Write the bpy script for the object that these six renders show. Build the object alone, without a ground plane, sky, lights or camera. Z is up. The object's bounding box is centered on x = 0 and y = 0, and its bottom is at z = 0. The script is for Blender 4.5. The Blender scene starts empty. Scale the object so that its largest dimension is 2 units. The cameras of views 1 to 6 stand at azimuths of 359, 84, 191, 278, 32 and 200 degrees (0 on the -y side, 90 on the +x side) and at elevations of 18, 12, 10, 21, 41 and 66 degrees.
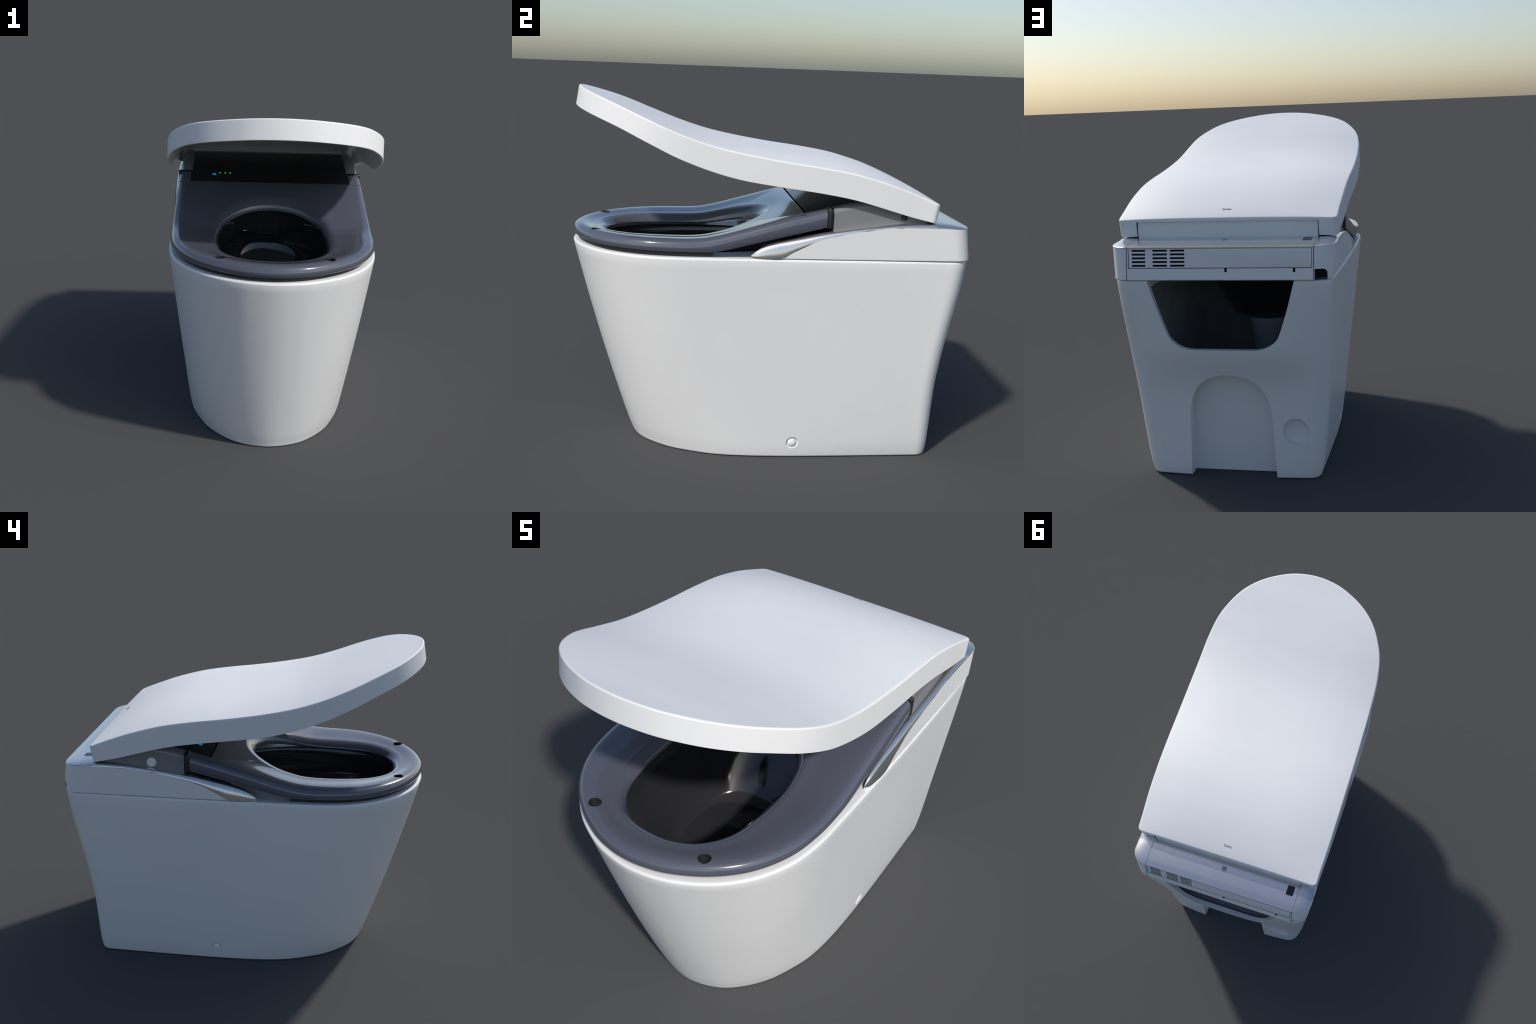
# Smart (washlet) toilet with a half-raised wavy lid, built part by part.
import bpy, bmesh, math
from mathutils import Vector

# ----------------------------------------------------------------- helpers
def clear_name(o, name):
    o.name = name
    o.data.name = name
    return o

def interp(x, pts):
    """Smooth (monotone cubic) interpolation through (x, y) control points."""
    n = len(pts)
    if x <= pts[0][0]:
        return pts[0][1]
    if x >= pts[-1][0]:
        return pts[-1][1]
    d = [(pts[i+1][1]-pts[i][1])/(pts[i+1][0]-pts[i][0]) for i in range(n-1)]
    m = [d[0]] + [0.0 if d[i-1]*d[i] <= 0 else 2*d[i-1]*d[i]/(d[i-1]+d[i]) for i in range(1, n-1)] + [d[-1]]
    for i in range(n-1):
        if pts[i][0] <= x <= pts[i+1][0]:
            h = pts[i+1][0]-pts[i][0]
            t = (x-pts[i][0])/h
            return ((1+2*t)*(1-t)**2*pts[i][1] + t*(1-t)**2*h*m[i]
                    + t*t*(3-2*t)*pts[i+1][1] + t*t*(t-1)*h*m[i+1])

def catmull(pts, per):
    """Catmull-Rom through 2D points, `per` samples a span; ends on the axis x = 0 are mirrored."""
    out = []
    n = len(pts)
    for i in range(n-1):
        p0 = pts[i-1] if i > 0 else ((-pts[1][0], pts[1][1]) if pts[0][0] == 0 else tuple(2*a-b for a, b in zip(pts[0], pts[1])))
        p1, p2 = pts[i], pts[i+1]
        p3 = pts[i+2] if i+2 < n else ((-pts[-2][0], pts[-2][1]) if pts[-1][0] == 0 else tuple(2*a-b for a, b in zip(pts[-1], pts[-2])))
        # centripetal knots keep the curve round where the points are unevenly spaced
        t0 = 0.0
        t1 = t0+math.dist(p0, p1)**.5
        t2 = t1+math.dist(p1, p2)**.5
        t3 = t2+math.dist(p2, p3)**.5
        for k in range(per):
            t = t1+(t2-t1)*k/per
            def mix(a, b, ta, tb):
                return tuple((tb-t)/(tb-ta)*u+(t-ta)/(tb-ta)*v for u, v in zip(a, b))
            a1, a2, a3 = mix(p0, p1, t0, t1), mix(p1, p2, t1, t2), mix(p2, p3, t2, t3)
            b1, b2 = mix(a1, a2, t0, t2), mix(a2, a3, t1, t3)
            out.append(mix(b1, b2, t1, t2))
    out.append(tuple(pts[-1]))
    return out

def arc(cx, cy, r, a0, a1, n):
    return [(cx+r*math.cos(math.radians(a0+(a1-a0)*i/n)), cy+r*math.sin(math.radians(a0+(a1-a0)*i/n)))
            for i in range(n+1)]

def smooth(t):
    t = min(1.0, max(0.0, t))
    return t*t*(3-2*t)

def lerp(a, b, t):
    return a+(b-a)*t

def new_obj(name, bm, mat, parent=None, angle=35, recalc=True):
    if recalc:
        bmesh.ops.recalc_face_normals(bm, faces=bm.faces)
    me = bpy.data.meshes.new(name)
    bm.to_mesh(me)
    bm.free()
    o = bpy.data.objects.new(name, me)
    bpy.context.scene.collection.objects.link(o)
    if mat is not None:
        for m in (mat if isinstance(mat, (list, tuple)) else [mat]):
            me.materials.append(m)
    if angle is not None:
        smooth_shade(o, angle)
    if parent is not None:
        o.parent = parent
    return o

def smooth_shade(o, angle):
    me = o.data
    me.polygons.foreach_set("use_smooth", [True]*len(me.polygons))
    me.set_sharp_from_angle(angle=math.radians(angle))

def loops_mesh(loops, cap_start=False, cap_end=False, merge=1e-5):
    """Skin a stack of closed loops of equal length."""
    bm = bmesh.new()
    rows = [[bm.verts.new(p) for p in lp] for lp in loops]
    n = len(rows[0])
    for a, b in zip(rows[:-1], rows[1:]):
        for i in range(n):
            j = (i+1) % n
            bm.faces.new((a[i], a[j], b[j], b[i]))
    if cap_start:
        bm.faces.new(list(reversed(rows[0])))
    if cap_end:
        bm.faces.new(rows[-1])
    bmesh.ops.remove_doubles(bm, verts=bm.verts, dist=merge)
    bmesh.ops.dissolve_degenerate(bm, edges=bm.edges, dist=merge)
    return bm

def strip_mesh(rows, closed=False):
    """Skin open rows (grid)."""
    bm = bmesh.new()
    vs = [[bm.verts.new(p) for p in r] for r in rows]
    n = len(vs[0])
    for a, b in zip(vs[:-1], vs[1:]):
        for i in range(n if closed else n-1):
            j = (i+1) % n
            bm.faces.new((a[i], a[j], b[j], b[i]))
    return bm, vs

def prism(pts, axis, lo, hi):
    """Extrude a 2D polygon along x / y / z."""
    bm = bmesh.new()
    def mk(p, d):
        return {'x': (d, p[0], p[1]), 'y': (p[0], d, p[1]), 'z': (p[0], p[1], d)}[axis]
    a = [bm.verts.new(mk(p, lo)) for p in pts]
    b = [bm.verts.new(mk(p, hi)) for p in pts]
    n = len(pts)
    bm.faces.new(a)
    bm.faces.new(list(reversed(b)))
    for i in range(n):
        j = (i+1) % n
        bm.faces.new((a[i], b[i], b[j], a[j]))
    return bm

def box(x0, x1, y0, y1, z0, z1):
    return prism([(x0, y0), (x1, y0), (x1, y1), (x0, y1)], 'z', z0, z1)

def round_rect(x0, x1, y0, y1, r, n=5):
    return (arc(x1-r, y0+r, r, -90, 0, n)+arc(x1-r, y1-r, r, 0, 90, n)
            + arc(x0+r, y1-r, r, 90, 180, n)+arc(x0+r, y0+r, r, 180, 270, n))

def apply_mods(o):
    dg = bpy.context.evaluated_depsgraph_get()
    me = bpy.data.meshes.new_from_object(o.evaluated_get(dg))
    old = o.data
    o.modifiers.clear()
    o.data = me
    me.name = o.name
    bpy.data.meshes.remove(old)

def cut(o, cutters, angle=35):
    for c in cutters:
        m = o.modifiers.new("cut", 'BOOLEAN')
        m.operation = 'DIFFERENCE'
        m.solver = 'EXACT'
        m.material_mode = 'TRANSFER'
        m.object = c
    apply_mods(o)
    for c in cutters:
        me = c.data
        bpy.data.objects.remove(c)
        bpy.data.meshes.remove(me)
    smooth_shade(o, angle)

def bevel(o, w, seg=3, angle=35):
    m = o.modifiers.new("bevel", 'BEVEL')
    m.width = w
    m.segments = seg
    m.limit_method = 'ANGLE'
    m.angle_limit = math.radians(30)
    apply_mods(o)
    smooth_shade(o, angle)

def flat_faces_smooth(o):
    """Weighted normals: broad faces keep their own normal, fillets blend."""
    m = o.modifiers.new("wn", 'WEIGHTED_NORMAL')
    m.keep_sharp = True
    m.weight = 80
    apply_mods(o)

# --------------------------------------------------------------- materials
def material(name, color, rough, metallic=0.0, coat=0.0, spec=0.5, vary=0.03, scale=3.0,
             rough_vary=0.04, bump=0.0, emission=None):
    m = bpy.data.materials.new(name)
    m.use_nodes = True
    nt = m.node_tree
    b = nt.nodes["Principled BSDF"]
    tc = nt.nodes.new("ShaderNodeTexCoord")
    nz = nt.nodes.new("ShaderNodeTexNoise")
    nz.inputs["Scale"].default_value = scale
    nz.inputs["Detail"].default_value = 4
    nt.links.new(tc.outputs["Object"], nz.inputs["Vector"])
    cr = nt.nodes.new("ShaderNodeValToRGB")
    lo = tuple(c*(1-vary) for c in color)+(1,)
    hi = tuple(min(1, c*(1+vary)) for c in color)+(1,)
    cr.color_ramp.elements[0].position = 0.3
    cr.color_ramp.elements[1].position = 0.7
    cr.color_ramp.elements[0].color = lo
    cr.color_ramp.elements[1].color = hi
    nt.links.new(nz.outputs["Fac"], cr.inputs["Fac"])
    nt.links.new(cr.outputs["Color"], b.inputs["Base Color"])
    mr = nt.nodes.new("ShaderNodeMapRange")
    mr.inputs["To Min"].default_value = max(0.0, rough-rough_vary)
    mr.inputs["To Max"].default_value = rough+rough_vary
    nt.links.new(nz.outputs["Fac"], mr.inputs["Value"])
    nt.links.new(mr.outputs["Result"], b.inputs["Roughness"])
    b.inputs["Metallic"].default_value = metallic
    b.inputs["Coat Weight"].default_value = coat
    b.inputs["Coat Roughness"].default_value = 0.05
    b.inputs["Specular IOR Level"].default_value = spec
    if bump:
        bp = nt.nodes.new("ShaderNodeBump")
        bp.inputs["Strength"].default_value = bump
        bp.inputs["Distance"].default_value = 0.001
        n2 = nt.nodes.new("ShaderNodeTexNoise")
        n2.inputs["Scale"].default_value = 220
        nt.links.new(tc.outputs["Object"], n2.inputs["Vector"])
        nt.links.new(n2.outputs["Fac"], bp.inputs["Height"])
        nt.links.new(bp.outputs["Normal"], b.inputs["Normal"])
    if emission:
        b.inputs["Emission Color"].default_value = emission+(1,)
        b.inputs["Emission Strength"].default_value = 0.55
    return m

CERAMIC = material("white_ceramic", (0.80, 0.80, 0.79), 0.30, spec=0.5, vary=0.012)
PLASTIC = material("white_plastic", (0.82, 0.82, 0.815), 0.50, spec=0.4, vary=0.012)
SEATGREY = material("seat_plastic_shade_tinted", (0.090, 0.098, 0.128), 0.15, spec=0.5, coat=1.0, vary=0.03)  # base colour lowered below the sunlit rim toward the shaded inner seat
BLACKGLOSS = material("black_gloss_panel", (0.010, 0.011, 0.012), 0.10, spec=0.5, vary=0.05)
BASIN = material("basin_shade_darkened", (0.030, 0.031, 0.035), 0.10, spec=0.5, coat=0.3, vary=0.08)  # near-black carries the bowl's occlusion shade in its base colour
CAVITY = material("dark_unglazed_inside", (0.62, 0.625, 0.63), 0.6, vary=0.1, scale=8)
CHROME = material("satin_chrome", (0.74, 0.74, 0.74), 0.19, metallic=0.92, vary=0.02, rough_vary=0.02)
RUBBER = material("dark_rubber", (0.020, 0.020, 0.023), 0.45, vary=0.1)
GROOVE = material("dark_gap", (0.03, 0.032, 0.035), 0.8, vary=0.1)
SENSOR = material("sensor_window_blue_grey", (0.30, 0.34, 0.42), 0.12, spec=0.6)
CHEEK = material("pale_grey_cheek", (0.21, 0.212, 0.22), 0.25, spec=0.5, coat=0.6)
INK = material("grey_lettering", (0.10, 0.10, 0.105), 0.5)
LEDGREEN = material("green_indicator", (0.0, 0.5, 0.12), 0.4, emission=(0.0, 0.75, 0.16))
LEDBLUE = material("blue_indicator", (0.0, 0.25, 0.5), 0.4, emission=(0.0, 0.30, 0.55))
WATER = material("water", (0.030, 0.031, 0.036), 0.03, spec=0.5)

# ----------------------------------------------------------------- root
root = bpy.data.objects.new("smart_toilet", None)
bpy.context.scene.collection.objects.link(root)
root["label"] = "white one-piece smart toilet, wavy lid half raised, dark seat"
root["category"] = "toilet"

# ----------------------------------------------------------------- ceramic body
RIM_Z = 1.066
BASE_PLAN = [(0, -.686), (.09, -.672), (.18, -.633), (.262, -.563), (.335, -.468), (.388, -.355),
             (.424, -.25), (.447, -.1), (.4575, .1), (.459, .3), (.457, .55), (.453, .78)]
RIM_PLAN = [(0, -1.0), (.092, -.991), (.184, -.966), (.323, -.891), (.436, -.781), (.516, -.633),
            (.549, -.48), (.557, -.3), (.562, 0), (.564, .3), (.562, .6), (.557, .86)]
REAR_PROFILE = [(0, .862), (.2, .864), (.37, .871), (.51, .888), (.657, .914), (.8, .944), (.94, .972), (1.07, .990)]

REAR_CENTRE = [(0, .884), (.3, .886), (.43, .893), (.50, .905), (.56, .925), (.62, .951), (.67, .972), (.72, .984), (.8, .988), (1.07, .993)]

def half_to_loop(h):
    """Half outline (x >= 0, front -> rear) to a closed mirrored loop."""
    return h + [(-x, y) for x, y in reversed(h[1:-1])]

def plan_half(cps, rear, r, per=8):
    side = catmull(cps, per)
    xs = side[-1][0]
    end = [(xs, lerp(side[-1][1], rear-r, k/4)) for k in range(1, 4)]
    corner = arc(xs-r, rear-r, r, 0, 90, 8)
    back = [((xs-r)*(1-k/28), rear) for k in range(1, 29)]
    return side + end + corner + back

BASE_HALF = plan_half(BASE_PLAN, .862, .050)
RIM_HALF = plan_half(RIM_PLAN, .990, .085)

def body_half(z):
    t = z/RIM_Z
    tf = t+.16*t*(1-t)
    rear_lin = lerp(.862, .990, t)
    side_out, mid_out = interp(z, REAR_PROFILE), interp(z, REAR_CENTRE)
    bulge = math.sin(math.pi*t**.6)
    out = []
    for (bx, by), (tx, ty) in zip(BASE_HALF, RIM_HALF):
        y0 = lerp(by, ty, t)
        yf = lerp(by, ty, tf)
        w = smooth((0.1-y0)/0.6)
        x = lerp(bx, tx, t)
        drear = lerp(mid_out, side_out, min(1, x/.455)**3)-rear_lin
        y = lerp(y0, yf, w)+drear*smooth((y0-.35)/.45)
        out.append((x, y))
    # the flanks swell slightly between foot and rim, most at the front shoulders and the rear corners
    swollen = inset(out, -1.0)
    for i, ((x, y), (ex, ey)) in enumerate(zip(out, swollen)):
        amp = interp(y, [(-1.0, .0), (-.8, .006), (-.55, .007), (-.25, .003), (.1, .004), (.5, .011), (.85, .016)])
        amp *= bulge*smooth(x/.30) if y < .5 else bulge*smooth((x-.30)/.16)
        out[i] = (x+(ex-x)*amp, y+(ey-y)*amp)
    return out

def inset(half, d):
    """Offset a half outline inwards by d (normal offset, clamped on the axis)."""
    n = len(half)
    out = []
    for i, (x, y) in enumerate(half):
        x0, y0 = half[i-1] if i else (-half[1][0], half[1][1])
        x1, y1 = half[i+1] if i < n-1 else (-half[-2][0], half[-2][1])
        tx, ty = x1-x0, y1-y0
        l = math.hypot(tx, ty) or 1
        nx, ny = -ty/l, tx/l
        out.append((max(0.0, x+nx*d) if 0 < i < n-1 else 0.0, y+ny*d))
    return out

def loop3(half, z):
    return [(x, y, z) for x, y in half_to_loop(half)]

loops = []
rb = .010
for k in range(4):
    a = math.radians(90*k/3)
    loops.append(loop3(inset(body_half(0), rb*(1-math.sin(a))), rb*(1-math.cos(a))))
ZS = [rb+(1.054-rb)*k/26 for k in range(1, 27)]
for z in ZS:
    loops.append(loop3(body_half(z), z))
rr = .012
for k in range(1, 7):
    a = math.radians(90*k/6)
    z = 1.054+rr*math.sin(a)
    loops.append(loop3(inset(body_half(1.054), rr*(1-math.cos(a))), z))
for d, z in ((.05, RIM_Z-.001), (.08, RIM_Z-.004)):
    loops.append(loop3(inset(body_half(1.054), d), z))
body = new_obj("bowl_body", loops_mesh(loops, True, True), CERAMIC, root)

# basin opening and shape (closed oval plans at depth)
def oval(cx_front, cx_rear, w, n=64, p=2.35):
    out = []
    cy = (cx_front+cx_rear)/2
    L = (cx_rear-cx_front)/2
    for i in range(n):
        a = 2*math.pi*i/n
        c, s = math.cos(a), math.sin(a)
        x = w*math.copysign(abs(s)**(2/p), s)
        y = cy-L*math.copysign(abs(c)**(2/p), c)
        out.append((x, y))
    return out

BASIN_PROFILE = [  # z, front y, rear y, half width
    (1.064, -.870, .150, .375), (1.058, -.866, .146, .370), (1.02, -.862, .150, .367), (.96, -.858, .168, .368),
    (.935, -.852, .178, .368), (.90, -.830, .180, .360), (.84, -.780, .150, .338), (.78, -.72, .105, .312),
    (.72, -.66, .045, .282), (.67, -.605, -.01, .256), (.65, -.58, -.03, .245)]
WELL_PROFILE = [(.642, -.54, -.07, .215), (.61, -.47, -.11, .165), (.57, -.42, -.15, .128), (.50, -.39, -.19, .10)]

def basin_loops(grow, top=None):
    ls = []
    for z, f, r, w in BASIN_PROFILE+WELL_PROFILE:
        # a moulded chute stands out of the rear wall
        b = .035*math.exp(-((z-.79)/.07)**2)
        ls.append([(x, y-(b*math.exp(-((x+.03)/.085)**2) if y > -.25 else 0), z)
                   for x, y in oval(f-grow, r+grow, w+grow)])
    ls[-1] = [(x, y, z-grow) for x, y, z in ls[-1]]
    if top:
        ls.insert(0, [(x, y, top) for x, y, z in ls[0]])
    return ls

void = new_obj("void", loops_mesh(basin_loops(.012, 1.12), True, True), CAVITY)
# hollow rear of the casting, seen through the back opening
cav = []
for z in (.05, .20, .40, .60, .635, .66, .70, .80, .90, 1.0, 1.03):
    back_limit = interp(z, [(.60, .755), (.66, .925), (.70, .948), (1.03, .955)])
    cav.append(loop3([(x, min(y, back_limit)) for x, y in inset(body_half(z), .014)], z))
cavity = new_obj("cavity", loops_mesh(cav, True, True, merge=1e-5), CAVITY)
opening_pts = [(.378, 1.075), (.373, 1.060)] + catmull([(.373, 1.06), (.336, .93), (.298, .815)], 3)[1:-1] \
    + catmull([(.298, .815), (.277, .767), (.238, .731), (.19, .712), (.145, .708)], 4)
opening_pts = opening_pts + [(-x, z) for x, z in reversed(opening_pts)]
opening = new_obj("opening", prism([(x, z+(0.03 if z > 1.07 else 0)) for x, z in opening_pts], 'y', .80, 1.10), CERAMIC)
arch_pts = [(.230, -.02), (.222, .20), (.216, .35)] + catmull([(.216, .35), (.196, .44), (.130, .526), (.045, .560), (0, .563)], 5)[1:]
arch_pts = arch_pts + [(-x, z) for x, z in reversed(arch_pts[:-1])]
bm = prism(arch_pts, 'y', .793, 1.0)
for v in bm.verts:
    if v.co.y < .9:
        v.co.y += .032*smooth((v.co.z-.33)/.22)
arch_cut = new_obj("arch", bm, CERAMIC)
round_cut = new_obj("round", prism(arc(-.339, .254, .073, 0, 360, 40)[:-1], 'y', .843, .95), CERAMIC)
flank = body_half(.083)
flank_x = min(flank, key=lambda p: abs(p[1]-.152) if p[0] > .2 else 9)[0]
cutters = [void, cavity, opening, arch_cut, round_cut]
for s in (-1, 1):
    cx = s*flank_x
    bmc = prism(arc(.152, .083, .032, 0, 360, 32)[:-1], 'x', min(cx-s*.009, cx+s*.06), max(cx-s*.009, cx+s*.06))
    cutters.append(new_obj("bolt_cut", bmc, CERAMIC))
cut(body, cutters)

# domed bolt caps in their recesses
bm = bmesh.new()
bmesh.ops.create_uvsphere(bm, u_segments=28, v_segments=16, radius=.0235)
bmesh.ops.scale(bm, vec=(.55, 1, 1), verts=bm.verts)
cap = new_obj("bolt_cap", bm, PLASTIC, body)
cap.location = (flank_x-.009, .152, .083)
cap2 = cap.copy()
cap2.location = (-flank_x+.009, .152, .083)
bpy.context.scene.collection.objects.link(cap2)

# ----------------------------------------------------------------- basin
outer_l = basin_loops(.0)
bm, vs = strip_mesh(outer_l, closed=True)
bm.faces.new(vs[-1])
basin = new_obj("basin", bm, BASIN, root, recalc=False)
m = basin.modifiers.new("thick", 'SOLIDIFY')
m.thickness = .010
m.offset = 0
apply_mods(basin)
smooth_shade(basin, 45)
bm = bmesh.new()
wp = [bm.verts.new((x, y, .646)) for x, y in oval(-.576, -.035, .241)]
bm.faces.new(wp)
new_obj("water", bm, WATER, basin)

# spray-arm housing: dark back wall above the basin with flush cover flaps
o = new_obj("nozzle_housing", box(-.40, .40, .085, .140, 1.00, 1.190), BASIN, basin)
bevel(o, .004)
for x0, x1, z0, z1 in ((-.36, -.085, 1.01, 1.17), (-.075, .065, .985, 1.17), (.085, .20, 1.01, 1.17), (.21, .36, 1.01, 1.09)):
    o = new_obj("nozzle_cover", prism(round_rect(x0, x1, z0, z1, .008), 'y', .077, .095), BASIN, basin)
    bevel(o, .004)

# outlet pipe under the well, visible through the back opening
loops = [[(x*r, -.17+y*r, z) for x, y in arc(0, 0, 1, 0, 360, 40)[:-1]]
         for z, r in ((.62, .125), (.56, .115), (.50, .105), (.42, .098), (.30, .095), (.08, .092))]
new_obj("outlet_pipe", loops_mesh(loops, True, True), CAVITY, basin)

# ----------------------------------------------------------------- seat
SEAT_TOP = [(-1.0, 1.150), (-.6, 1.150), (-.42, 1.150), (-.34, 1.154), (-.26, 1.168), (-.1, 1.211), (.07, 1.259), (.163, 1.283), (.30, 1.320)]
SEAT_BOT = [(-1.0, 1.089), (-.36, 1.089), (-.29, 1.0905), (-.218, 1.102), (-.096, 1.131), (.067, 1.172), (.256, 1.218), (.3, 1.229)]
SEAT_PLAN = [(0, -.998), (.091, -.988), (.183, -.961), (.320, -.885), (.432, -.776), (.510, -.630),
             (.541, -.48), (.548, -.3), (.547, -.1), (.547, .08), (.546, .161)]
HOLE_PLAN = [(0, -.828), (.09, -.818), (.178, -.775), (.250, -.680), (.281, -.54), (.289, -.40), (.286, -.30),
             (.266, -.20), (.206, -.11), (.118, -.040), (0, -.014)]
ARM_END, GAP_Y, GAP_X = .264, .161, .470

def resample(pts, n):
    ds = [0]
    for a, b in zip(pts[:-1], pts[1:]):
        ds.append(ds[-1]+math.dist(a, b))
    out, j = [], 0
    for i in range(n+1):
        t = ds[-1]*i/n
        while j < len(ds)-2 and ds[j+1] < t:
            j += 1
        f = (t-ds[j])/((ds[j+1]-ds[j]) or 1)
        out.append(tuple(lerp(a, b, f) for a, b in zip(pts[j], pts[j+1])))
    return out

side = resample(catmull(SEAT_PLAN, 10), 70)
gap = [(lerp(.546, 0, k/34), GAP_Y) for k in range(1, 35)]
seat_half = side+gap
seat_round = [1.0]*len(side)+[.10]*len(gap)
seat_norm = []
for i, p in enumerate(seat_half):
    if i >= len(side):
        seat_norm.append((0, -1))
    else:
        q0 = side[i-1] if i else (-side[1][0], side[1][1])
        q1 = side[i+1] if i < len(side)-1 else (side[i][0], side[i][1]+.01)
        l = math.dist(q0, q1)
        seat_norm.append((-(q1[1]-q0[1])/l, (q1[0]-q0[0])/l))
hole_a = resample(catmull(HOLE_PLAN, 12), 400)
hole_half = []
for i, p in enumerate(seat_half):
    f = .76*(i/(len(side)-1)) if i < len(side) else .76+.24*((i-len(side)+1)/len(gap))
    hole_half.append(hole_a[int(round(f*400))])

def seat_section(po, pi, rnd, nrm):
    sec = []
    def put(x, y, kind, dz):
        z = (interp(y, SEAT_TOP) if kind == 't' else interp(y, SEAT_BOT))+dz
        sec.append((x, y, z))
    def rim(d, kind, dz):
        put(po[0]+nrm[0]*d, po[1]+nrm[1]*d, kind, dz)
    r = rnd
    pb = (po[0]+nrm[0]*.034*r, po[1]+nrm[1]*.034*r)
    L = math.dist(pb, pi)
    ux, uy = (pi[0]-pb[0])/L, (pi[1]-pb[1])/L
    def top(d, kind, dz):
        put(pb[0]+ux*d, pb[1]+uy*d, kind, dz)
    rim(.022*r, 'b', 0)
    rim(.008*r, 'b', .004*r)
    rim(0, 'b', .018*r)
    rim(.0, 't', -.036*r-.001)
    rim(.003*r, 't', -.020*r)
    rim(.010*r, 't', -.010*r)
    rim(.020*r, 't', -.004*r)
    rim(.034*r, 't', 0)
    for k in range(1, 12):
        s = k/12
        top(lerp(0, L-.045, s), 't', -.013*smooth((s-.1)/.9))
    top(L-.045, 't', -.013)
    top(L-.030, 't', -.018)
    top(L-.018, 't', -.025)
    top(L-.009, 't', -.036)
    top(L-.003, 't', -.043)
    top(L, 't', -.050)
    top(L+.001, 'b', .007)
    top(L-.008, 'b', .002)
    top(L-.02, 'b', .0)
    return sec

secs = [seat_section(po, pi, r, nr) for po, pi, r, nr in zip(seat_half, hole_half, seat_round, seat_norm)]
full = secs+[[(-x, y, z) for x, y, z in s] for s in reversed(secs[1:-1])]
bm, vs = strip_mesh(full, closed=True)
a, b = vs[-1], vs[0]
for i in range(len(a)):
    j = (i+1) % len(a)
    bm.faces.new((a[i], a[j], b[j], b[i]))
seat = new_obj("seat", bm, SEATGREY, root, angle=40)
holes = []
for s in (-1, 1):
    holes.append(new_obj("dimple", prism(arc(s*.269, -.857, .0265, 0, 360, 28)[:-1], 'z', 1.130, 1.2), RUBBER))  # recess in seat plastic, blackened to draw its contact shade
cut(seat, holes, 40)

# arms of the seat running on beside the control panel
for s in (1, -1):
    rows = []
    for k in range(7):
        y = lerp(GAP_Y-.003, ARM_END, k/6)
        zt, zb = interp(y, SEAT_TOP)-.0003, interp(y, SEAT_BOT)+.0003
        sec = [(GAP_X, zb), (.524, zb), (.538, zb+.004), (.546, zb+.018), (.546, zt-.037), (.543, zt-.020),
               (.536, zt-.010), (.526, zt-.004), (.512, zt), (GAP_X, zt)]
        rows.append([(s*x, y, z) for x, z in sec])
    bm, vs = strip_mesh(rows, closed=True)
    bm.faces.new(vs[0])
    bm.faces.new(list(reversed(vs[-1])))
    new_obj("seat_arm", bm, SEATGREY, seat, angle=40)

# dark strip under the seat's front horseshoe
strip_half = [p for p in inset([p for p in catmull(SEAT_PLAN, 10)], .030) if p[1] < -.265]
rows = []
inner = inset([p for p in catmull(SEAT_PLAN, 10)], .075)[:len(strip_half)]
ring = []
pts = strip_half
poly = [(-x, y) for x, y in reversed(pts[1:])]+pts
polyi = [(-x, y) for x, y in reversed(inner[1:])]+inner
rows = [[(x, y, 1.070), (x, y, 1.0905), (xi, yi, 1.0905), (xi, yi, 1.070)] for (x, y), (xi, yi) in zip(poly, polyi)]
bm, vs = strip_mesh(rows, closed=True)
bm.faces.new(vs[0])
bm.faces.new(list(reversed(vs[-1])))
new_obj("seat_dark_strip", bm, RUBBER, seat)

# dark end caps where the seat arms meet the hinge block
for s in (1, -1):
    pts = [(.2665, 1.219), (.291, 1.222), (.293, 1.300), (.284, 1.322), (.2665, 1.3135)]
    o = new_obj("seat_end_cap", prism(pts, 'x', min(s*.468, s*.5475), max(s*.468, s*.5475)), RUBBER, seat)
    bevel(o, .007)

# ----------------------------------------------------------------- lid
LID_TOP = [(-1.0, 1.868), (-.962, 1.853), (-.751, 1.772), (-.604, 1.711), (-.447, 1.649), (-.288, 1.600), (-.127, 1.567),
           (.051, 1.539), (.214, 1.518), (.38, 1.491), (.548, 1.447), (.677, 1.402), (.83, 1.342)]
LID_THICK = [(-1.0, .106), (-.75, .104), (-.604, .108), (-.447, .116), (-.288, .122), (-.127, .128), (.05, .125), (.214, .124), (.55, .126), (.68, .119), (.80, .100)]
LID_PLAN = [(0, -.963), (.092, -.955), (.183, -.932), (.322, -.863), (.426, -.773), (.502, -.655), (.535, -.57),
            (.556, -.45), (.565, -.30), (.571, -.12), (.576, .14), (.578, .4), (.577, .6), (.573, .72)]
LID_CROWN = [(-1.0, 0), (-.93, .001), (-.75, .010), (-.5, .024), (-.3, .028), (.1, .030), (.4, .032), (.55, .031), (.68, .025), (.77, .016), (.81, .008), (.83, .004)]

def lid_z(x, y):
    return interp(y, LID_TOP)+interp(y, LID_CROWN)*max(0, 1-abs(x/.579)**3.2)

lid_half = plan_half(LID_PLAN, .815, .028)
LEAN = .16

def lid_loop(d, h, z_extra=0.0, follow_bottom=False):
    """Lid outline inset by d, h below the top surface (sheared forward)."""
    out = []
    for x, y in half_to_loop(inset(lid_half, d)):
        yy = y-LEAN*h if h < .05 else y-LEAN*h
        if follow_bottom:
            th = interp(y, LID_THICK)
            yy = y-LEAN*(th-h)
            out.append((x, yy, lid_z(x, yy)-th+h))
        else:
            out.append((x, yy, lid_z(x, yy)-h))
    return out

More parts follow.
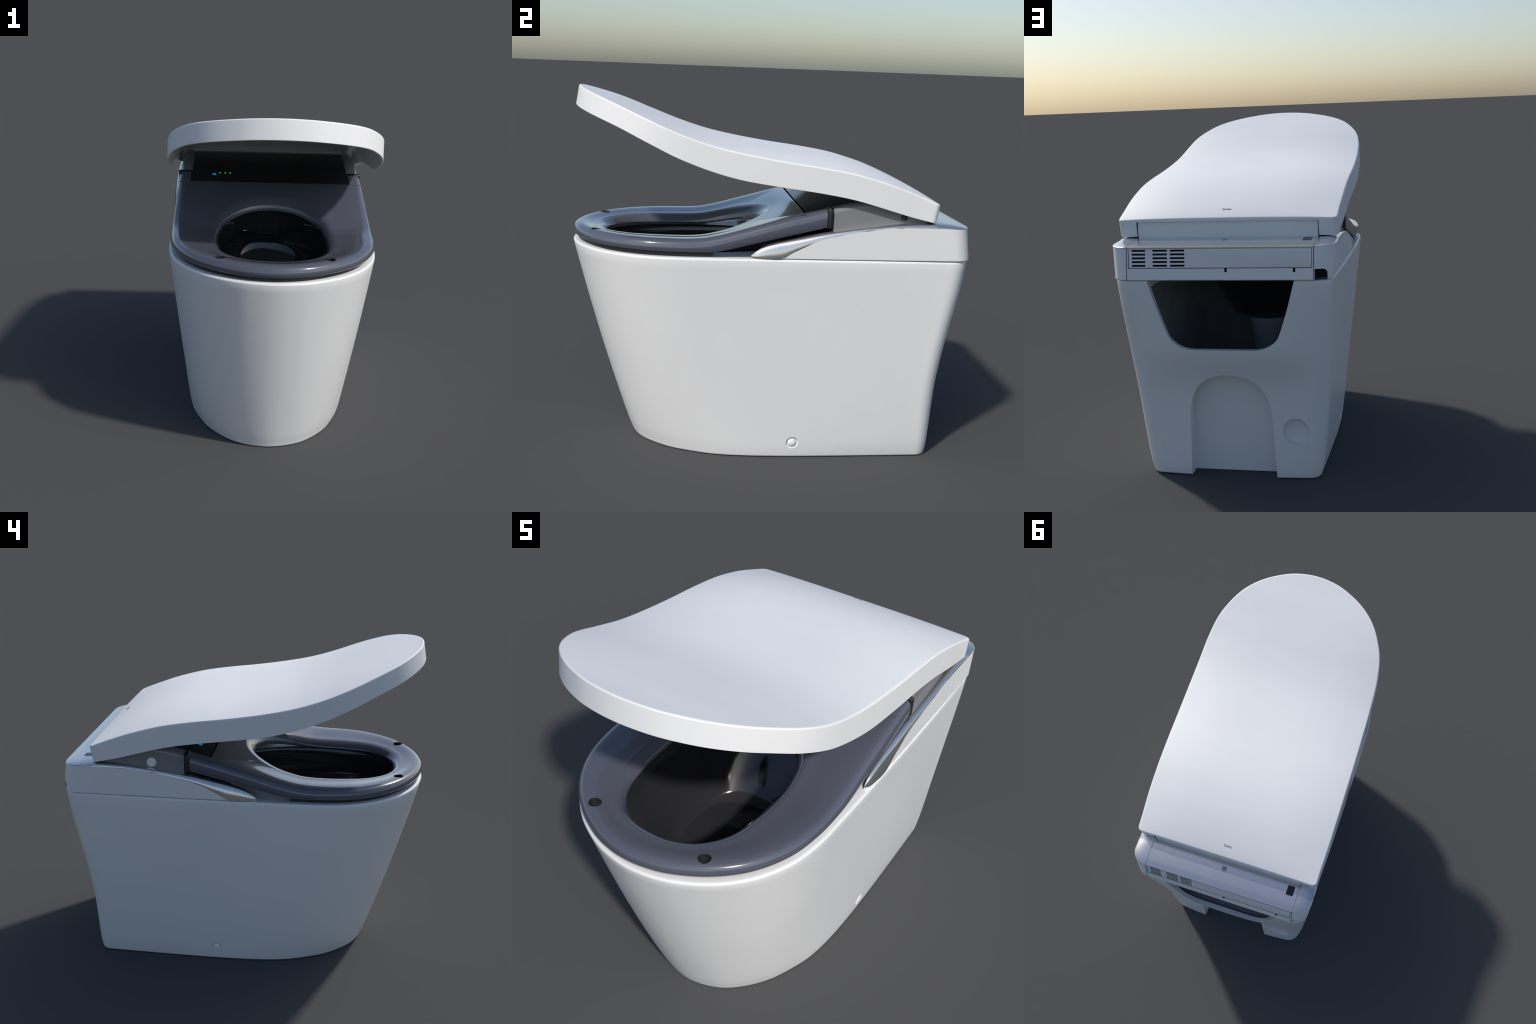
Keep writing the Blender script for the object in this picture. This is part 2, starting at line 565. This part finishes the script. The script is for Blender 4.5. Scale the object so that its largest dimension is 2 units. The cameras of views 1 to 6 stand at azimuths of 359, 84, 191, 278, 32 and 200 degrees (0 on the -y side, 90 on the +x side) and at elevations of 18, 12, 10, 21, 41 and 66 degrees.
def lid_plate(k, h, d0):
    """Loops of the broad surface, shrinking towards a spine."""
    out = []
    for x, y in half_to_loop(inset(lid_half, d0)):
        sy = min(.45, max(-.5, y))
        px, py = lerp(x, 0, k), lerp(y, sy, k)
        py -= LEAN*h
        out.append((px, py, lid_z(px, py)-h))
    return out

lid_r = .008
loops = [lid_plate(k, .009, .026) for k in (1, .8, .6, .4, .2, .08)]
loops += [lid_loop(.026, .009), lid_loop(.018, .011), lid_loop(.014, .018),
          lid_loop(.012, .003, follow_bottom=True), lid_loop(.011, .001, follow_bottom=True), lid_loop(.009, .0, follow_bottom=True),
          lid_loop(.004, .0, follow_bottom=True), lid_loop(.001, .0015, follow_bottom=True),
          lid_loop(.0, .004, follow_bottom=True), lid_loop(0, lid_r)]
for k in range(1, 5):
    a = math.radians(90*k/5)
    loops.append(lid_loop(lid_r*(1-math.cos(a)), lid_r*(1-math.sin(a))))
loops += [lid_plate(k, 0, lid_r) for k in (0, .04, .1, .2, .3, .4, .5, .6, .7, .8, .9, 1)]
lid = new_obj("lid", loops_mesh(loops), PLASTIC, root)
slot = new_obj("slot", box(-.477, .477, .74, .9, 1.1, 1.338), PLASTIC)
cut(lid, [slot])
flat_faces_smooth(lid)

# small grey lettering near the lid's rear edge
tc = bpy.data.curves.new("lettering", 'FONT')
tc.body = "TOTO"
tc.size = .0165
tc.space_character = 1.08
tc.align_x = 'CENTER'
tc.align_y = 'CENTER'
tc.extrude = .0009
to = bpy.data.objects.new("lettering_tmp", tc)
bpy.context.scene.collection.objects.link(to)
dg = bpy.context.evaluated_depsgraph_get()
me = bpy.data.meshes.new_from_object(to.evaluated_get(dg))
bpy.data.objects.remove(to)
bpy.data.curves.remove(tc)
lettering = bpy.data.objects.new("lettering", me)
bpy.context.scene.collection.objects.link(lettering)
me.materials.clear()
me.materials.append(INK)
lettering.parent = lid
slope = math.atan2(lid_z(0, .76)-lid_z(0, .74), .02)
lettering.rotation_euler = (slope, 0, 0)
lettering.location = (.003, .751, lid_z(0, .751)+.0004)

# ----------------------------------------------------------------- rear housing
SIDE_TOP = [(.03, 1.070), (.059, 1.078), (.10, 1.104), (.148, 1.130), (.22, 1.160), (.31, 1.187), (.475, 1.220), (.641, 1.2365), (.81, 1.239), (.929, 1.2345), (1.0, 1.230)]
H_BOT, H_TOPX = 1.069, .571
def housing_plan(t, r=.085):
    """half plan of the housing; t = 0 bottom, 1 top."""
    rear = lerp(.9985, .974, t)
    w = lerp(.560, .5715, t)
    half = [(lerp(0, w-.002, k/6), .045) for k in range(7)]
    half += [(lerp(w-.002, w, min(1, k/6)), lerp(.045, rear-r, k/26)) for k in range(1, 27)]
    half += arc(w-r, rear-r, r, 0, 90, 10)[1:]
    half += [((w-r)*(1-k/12), rear) for k in range(1, 13)]
    return half

loops = []
hp = housing_plan(0)
loops.append([(x, y, H_BOT) for x, y in half_to_loop(inset(hp, .005))])
for k in range(0, 9):
    f = k/8
    lp = []
    for i, (x, y) in enumerate(half_to_loop(housing_plan(0))):
        ztop = max(H_BOT+.006, interp(y, SIDE_TOP))
        z = lerp(H_BOT+.004, ztop, f)
        t = (z-H_BOT)/.17
        hx, hy = half_to_loop(housing_plan(t))[i]
        lp.append((hx, hy, max(H_BOT+.005, lerp(H_BOT+.004, interp(hy, SIDE_TOP), f)) if k else H_BOT+.004))
    loops.append(lp)
housing = new_obj("rear_housing", loops_mesh(loops, True, False), PLASTIC, root)
# cap the hidden top with a fan
bm = bmesh.new()
bm.from_mesh(housing.data)
bmesh.ops.holes_fill(bm, edges=[e for e in bm.edges if e.is_boundary], sides=0)
bmesh.ops.recalc_face_normals(bm, faces=bm.faces)
bm.to_mesh(housing.data)
bm.free()

cutters = []
def cutter(bmc, mat=GROOVE):
    cutters.append(new_obj("cutter", bmc, mat, angle=None))
# pocket for the access panel, seams, notches, cable opening
cutter(box(-.466, .466, .955, 1.1, 1.1285, 1.2415))
for s in (-1, 1):
    cutter(box(s*.474-.0018, s*.474+.0018, .962, 1.1, 1.06, 1.3))
cutter(box(-.043, -.031, .96, 1.1, 1.110, 1.13))
cutter(box(-.384, -.372, .96, 1.1, 1.110, 1.13))
cable = [(-.478, 1.05), (-.537, 1.05), (-.537, 1.095)]+arc(-.514, 1.101, .023, 180, 90, 6)+[(-.478, 1.124)]
cutter(prism(cable, 'y', .90, 1.1), GROOVE)
cutter(box(-.492, .492, -.1, .262, 1.0, 1.4), PLASTIC)
# back opening continues under the housing: hollow inside
cutter(box(-.44, .44, .2, .95, 1.0, 1.10), CAVITY)
cut(housing, cutters)

# access panel plate with three columns of vent slots
def rear_y(z):
    return lerp(.9985, .974, (z-H_BOT)/.17)
z0, z1 = 1.1312, 1.2335
prof = [(rear_y(z0)-.02, z0), (rear_y(z0)-.0005, z0), (rear_y(z1)-.0005, z1), (rear_y(z1)-.02, z1)]
panel = new_obj("access_panel", prism(prof, 'x', -.4632, .4632), PLASTIC, housing)
bevel(panel, .0012, 2)
cutters = []
for c0, c1 in ((.4455, .3755), (.337, .262), (.2465, .172)):
    for k in range(5):
        zc = 1.2165-.0185*k
        cutter(box(c1, c0, .9, 1.1, zc-.0048, zc+.0048))
cut(panel, cutters)
# near-black plate behind the vent slots
new_obj("vent_backing", box(.165, .45, .9495, .9555, 1.132, 1.232), GROOVE, panel)

# ----------------------------------------------------------------- chrome trims and rear deck
INNER = [(-.098, 1.080), (-.085, 1.094), (-.07, 1.106), (-.014, 1.132), (.15, 1.174), (.29, 1.206), (.48, 1.2355), (.648, 1.2535), (.758, 1.257), (.82, 1.2545), (.93, 1.2435), (.976, 1.2345)]
D_W, D_REAR, D_R = .5735, .976, .088

def deck_half_width(y):
    f = max(0.0, y-(D_REAR-D_R))
    return D_W-D_R+math.sqrt(max(0.0, D_R*D_R-f*f))

def trim_rows(s):
    ys = [-.098, -.0965, -.093, -.086, -.076, -.06, -.04, -.015, .015, .045] + [.06+.73*k/24 for k in range(25)]
    ys += [.798, .80] + [.80+(D_REAR-.80)*(1-(1-k/18)**2) for k in range(1, 19)]
    rows = []
    for y in ys:
        tip = smooth((y+.098)/.10)
        wo = interp(y, [(-.098, .5375), (-.07, .550), (-.02, .557), (.059, .5625), (.2, .564), (.45, .569), (.7, .5725), (.8, D_W)])
        if y > .8:
            wo = deck_half_width(y)
        zo = max(1.0675, interp(y, SIDE_TOP)-.0008) if y > .03 else 1.0675
        zi = max(zo+.0012, interp(y, INNER))
        ix = lerp(.5362, interp(y, [(-.098, .536), (.35, .5375), (.7, .5365), (.8, .536)]), tip)
        wall = lerp(.506, .5325, smooth((y-.2)/.09)) if y < .799 else .4755
        if y < .2:
            wall = lerp(.5355, .506, smooth((y+.098)/.09))
        ix = max(ix, wall+.001)
        if y > .8:
            ix = max(.4765, wo-.083)
        row = [(s*max(wo-.012, wall), y, zo-.003)]
        for a in (0, 12, 26, 40, 54, 68, 80, 90):
            r = math.radians(a)
            row.append((s*(wo-(wo-ix)*(1-math.cos(r))), y, zo+(zi-zo)*math.sin(r)))
        if y < .799:
            row += [(s*lerp(ix, wall, .3), y, zi-.0003), (s*lerp(ix, wall, .65), y, zi-.001), (s*wall, y, zi-.0015), (s*wall, y, 1.066)]
        else:
            row += [(s*lerp(ix, wall, .3), y, zi), (s*lerp(ix, wall, .65), y, zi), (s*wall, y, zi), (s*wall, y, zi-.02)]
        rows.append(row)
    return rows
for s in (1, -1):
    bm, vs = strip_mesh(trim_rows(s), closed=True)
    bm.faces.new(vs[0])
    bm.faces.new(list(reversed(vs[-1])))
    new_obj("side_trim", bm, CHROME, root, angle=32)

def deck_piece(name, x0, x1, nx):
    top = []
    for i in range(nx+1):
        x = lerp(x0, x1, i/nx)
        row = []
        for k in range(25):
            y = lerp(.79, D_REAR, 1-(1-k/24)**2)
            row.append((x, y, interp(y, INNER)))
        row.append((x, D_REAR+.0005, interp(D_REAR, INNER)-.004))
        top.append(row)
    bm, vs = strip_mesh(top)
    ret = bmesh.ops.extrude_face_region(bm, geom=list(bm.faces))
    for v in ret['geom']:
        if isinstance(v, bmesh.types.BMVert):
            v.co.z = min(v.co.z-.006, 1.2265)
    return new_obj(name, bm, CHROME, root, angle=50)
deck_piece("deck_plate", -.4735, .4735, 24)

bm = prism(arc(0, .852, .0165, 0, 360, 36)[:-1], 'z', 1.24, interp(.852, INNER)+.002)
o = new_obj("sensor_window", bm, SENSOR, root)
bevel(o, .001, 2)
zt = interp(.855, INNER)
bm = prism(round_rect(-.449, -.405, .826, .886, .005), 'z', 1.238, zt)
for v in bm.verts:
    if v.co.z > 1.245:
        v.co.z = interp(v.co.y, INNER)+.0015
o = new_obj("receiver_window", bm, BLACKGLOSS, root)

# ----------------------------------------------------------------- hinge block and control panel
BLOCK = [(.166, 1.284), (.275, 1.313), (.40, 1.343), (.52, 1.360), (.60, 1.367), (.70, 1.357), (.795, 1.336)]
def block_rows(hw, r, drop, y0, y1, n, bottom):
    rows = []
    for i in range(n+1):
        y = lerp(y0, y1, i/n)
        z = interp(y, BLOCK)-drop
        half = [(0, z), (hw*.5, z)]+[(hw-r+r*math.sin(math.radians(a)), z-r+r*math.cos(math.radians(a))) for a in range(0, 91, 15)]
        half.append((hw, bottom))
        rows.append([(x, y, zz) for x, zz in half]+[(-x, y, zz) for x, zz in reversed(half[1:])])
    return rows
def block_obj(name, hw, r, drop, y0, y1, n, bottom, mat, parent):
    bm, vs = strip_mesh(block_rows(hw, r, drop, y0, y1, n, bottom), closed=True)
    bm.faces.new(vs[0])
    bm.faces.new(list(reversed(vs[-1])))
    return new_obj(name, bm, mat, parent, angle=40)
block = block_obj("hinge_block", .534, .024, .004, .297, .76, 24, 1.07, CHEEK, root)
back = block_obj("hinge_cover", .471, .004, .001, .62, .797, 10, 1.2, PLASTIC, root)
cp = block_obj("control_panel", .466, .004, .0, .168, .615, 24, 1.20, BLACKGLOSS, root)  # panel painted black to hold the shadow beneath the lid

# indicator lights and ring-shaped power symbol
slope = math.atan2(1.313-1.284, .109)
def on_panel(o, x, y, lift=.0006):
    o.location = (x, y, interp(y, BLOCK)+lift)
    o.rotation_euler = (slope, 0, 0)
bm = prism(arc(0, 0, .0055, 0, 360, 20)[:-1], 'z', -.001, .001)
led = new_obj("indicator_light", bm, LEDGREEN, cp)
on_panel(led, -.298, .262)
for x in (-.268, -.238):
    l2 = led.copy()
    bpy.context.scene.collection.objects.link(l2)
    on_panel(l2, x, .262)
ring_o, ring_i = arc(0, 0, .0115, 0, 360, 28)[:-1], arc(0, 0, .0055, 0, 360, 28)[:-1]
bm, vs = strip_mesh([[(xo, yo, -.001), (xo, yo, .001), (xi, yi, .001), (xi, yi, -.001)] for (xo, yo), (xi, yi) in zip(ring_o+ring_o[:1], ring_i+ring_i[:1])], closed=True)
bmesh.ops.remove_doubles(bm, verts=bm.verts, dist=1e-6)
ring = new_obj("power_symbol", bm, LEDBLUE, cp)
on_panel(ring, -.333, .245)

# hinge parts on the block's sides
bm = prism(arc(.476, 1.265, .0265, 0, 360, 36)[:-1], 'x', -.541, -.50)
o = new_obj("hinge_cap", bm, PLASTIC, block)
bevel(o, .002, 2)
bm = bmesh.new()
bmesh.ops.create_uvsphere(bm, u_segments=24, v_segments=14, radius=.016)
o = new_obj("hinge_pin", bm, RUBBER, block)
o.location = (.535, .643, 1.280)
for s in (-1, 1):
    bm = prism(arc(.775, 1.272, .022, 0, 360, 24)[:-1], 'x', min(s*.485, s*.535), max(s*.485, s*.535))
    new_obj("lid_hinge", bm, RUBBER, block)
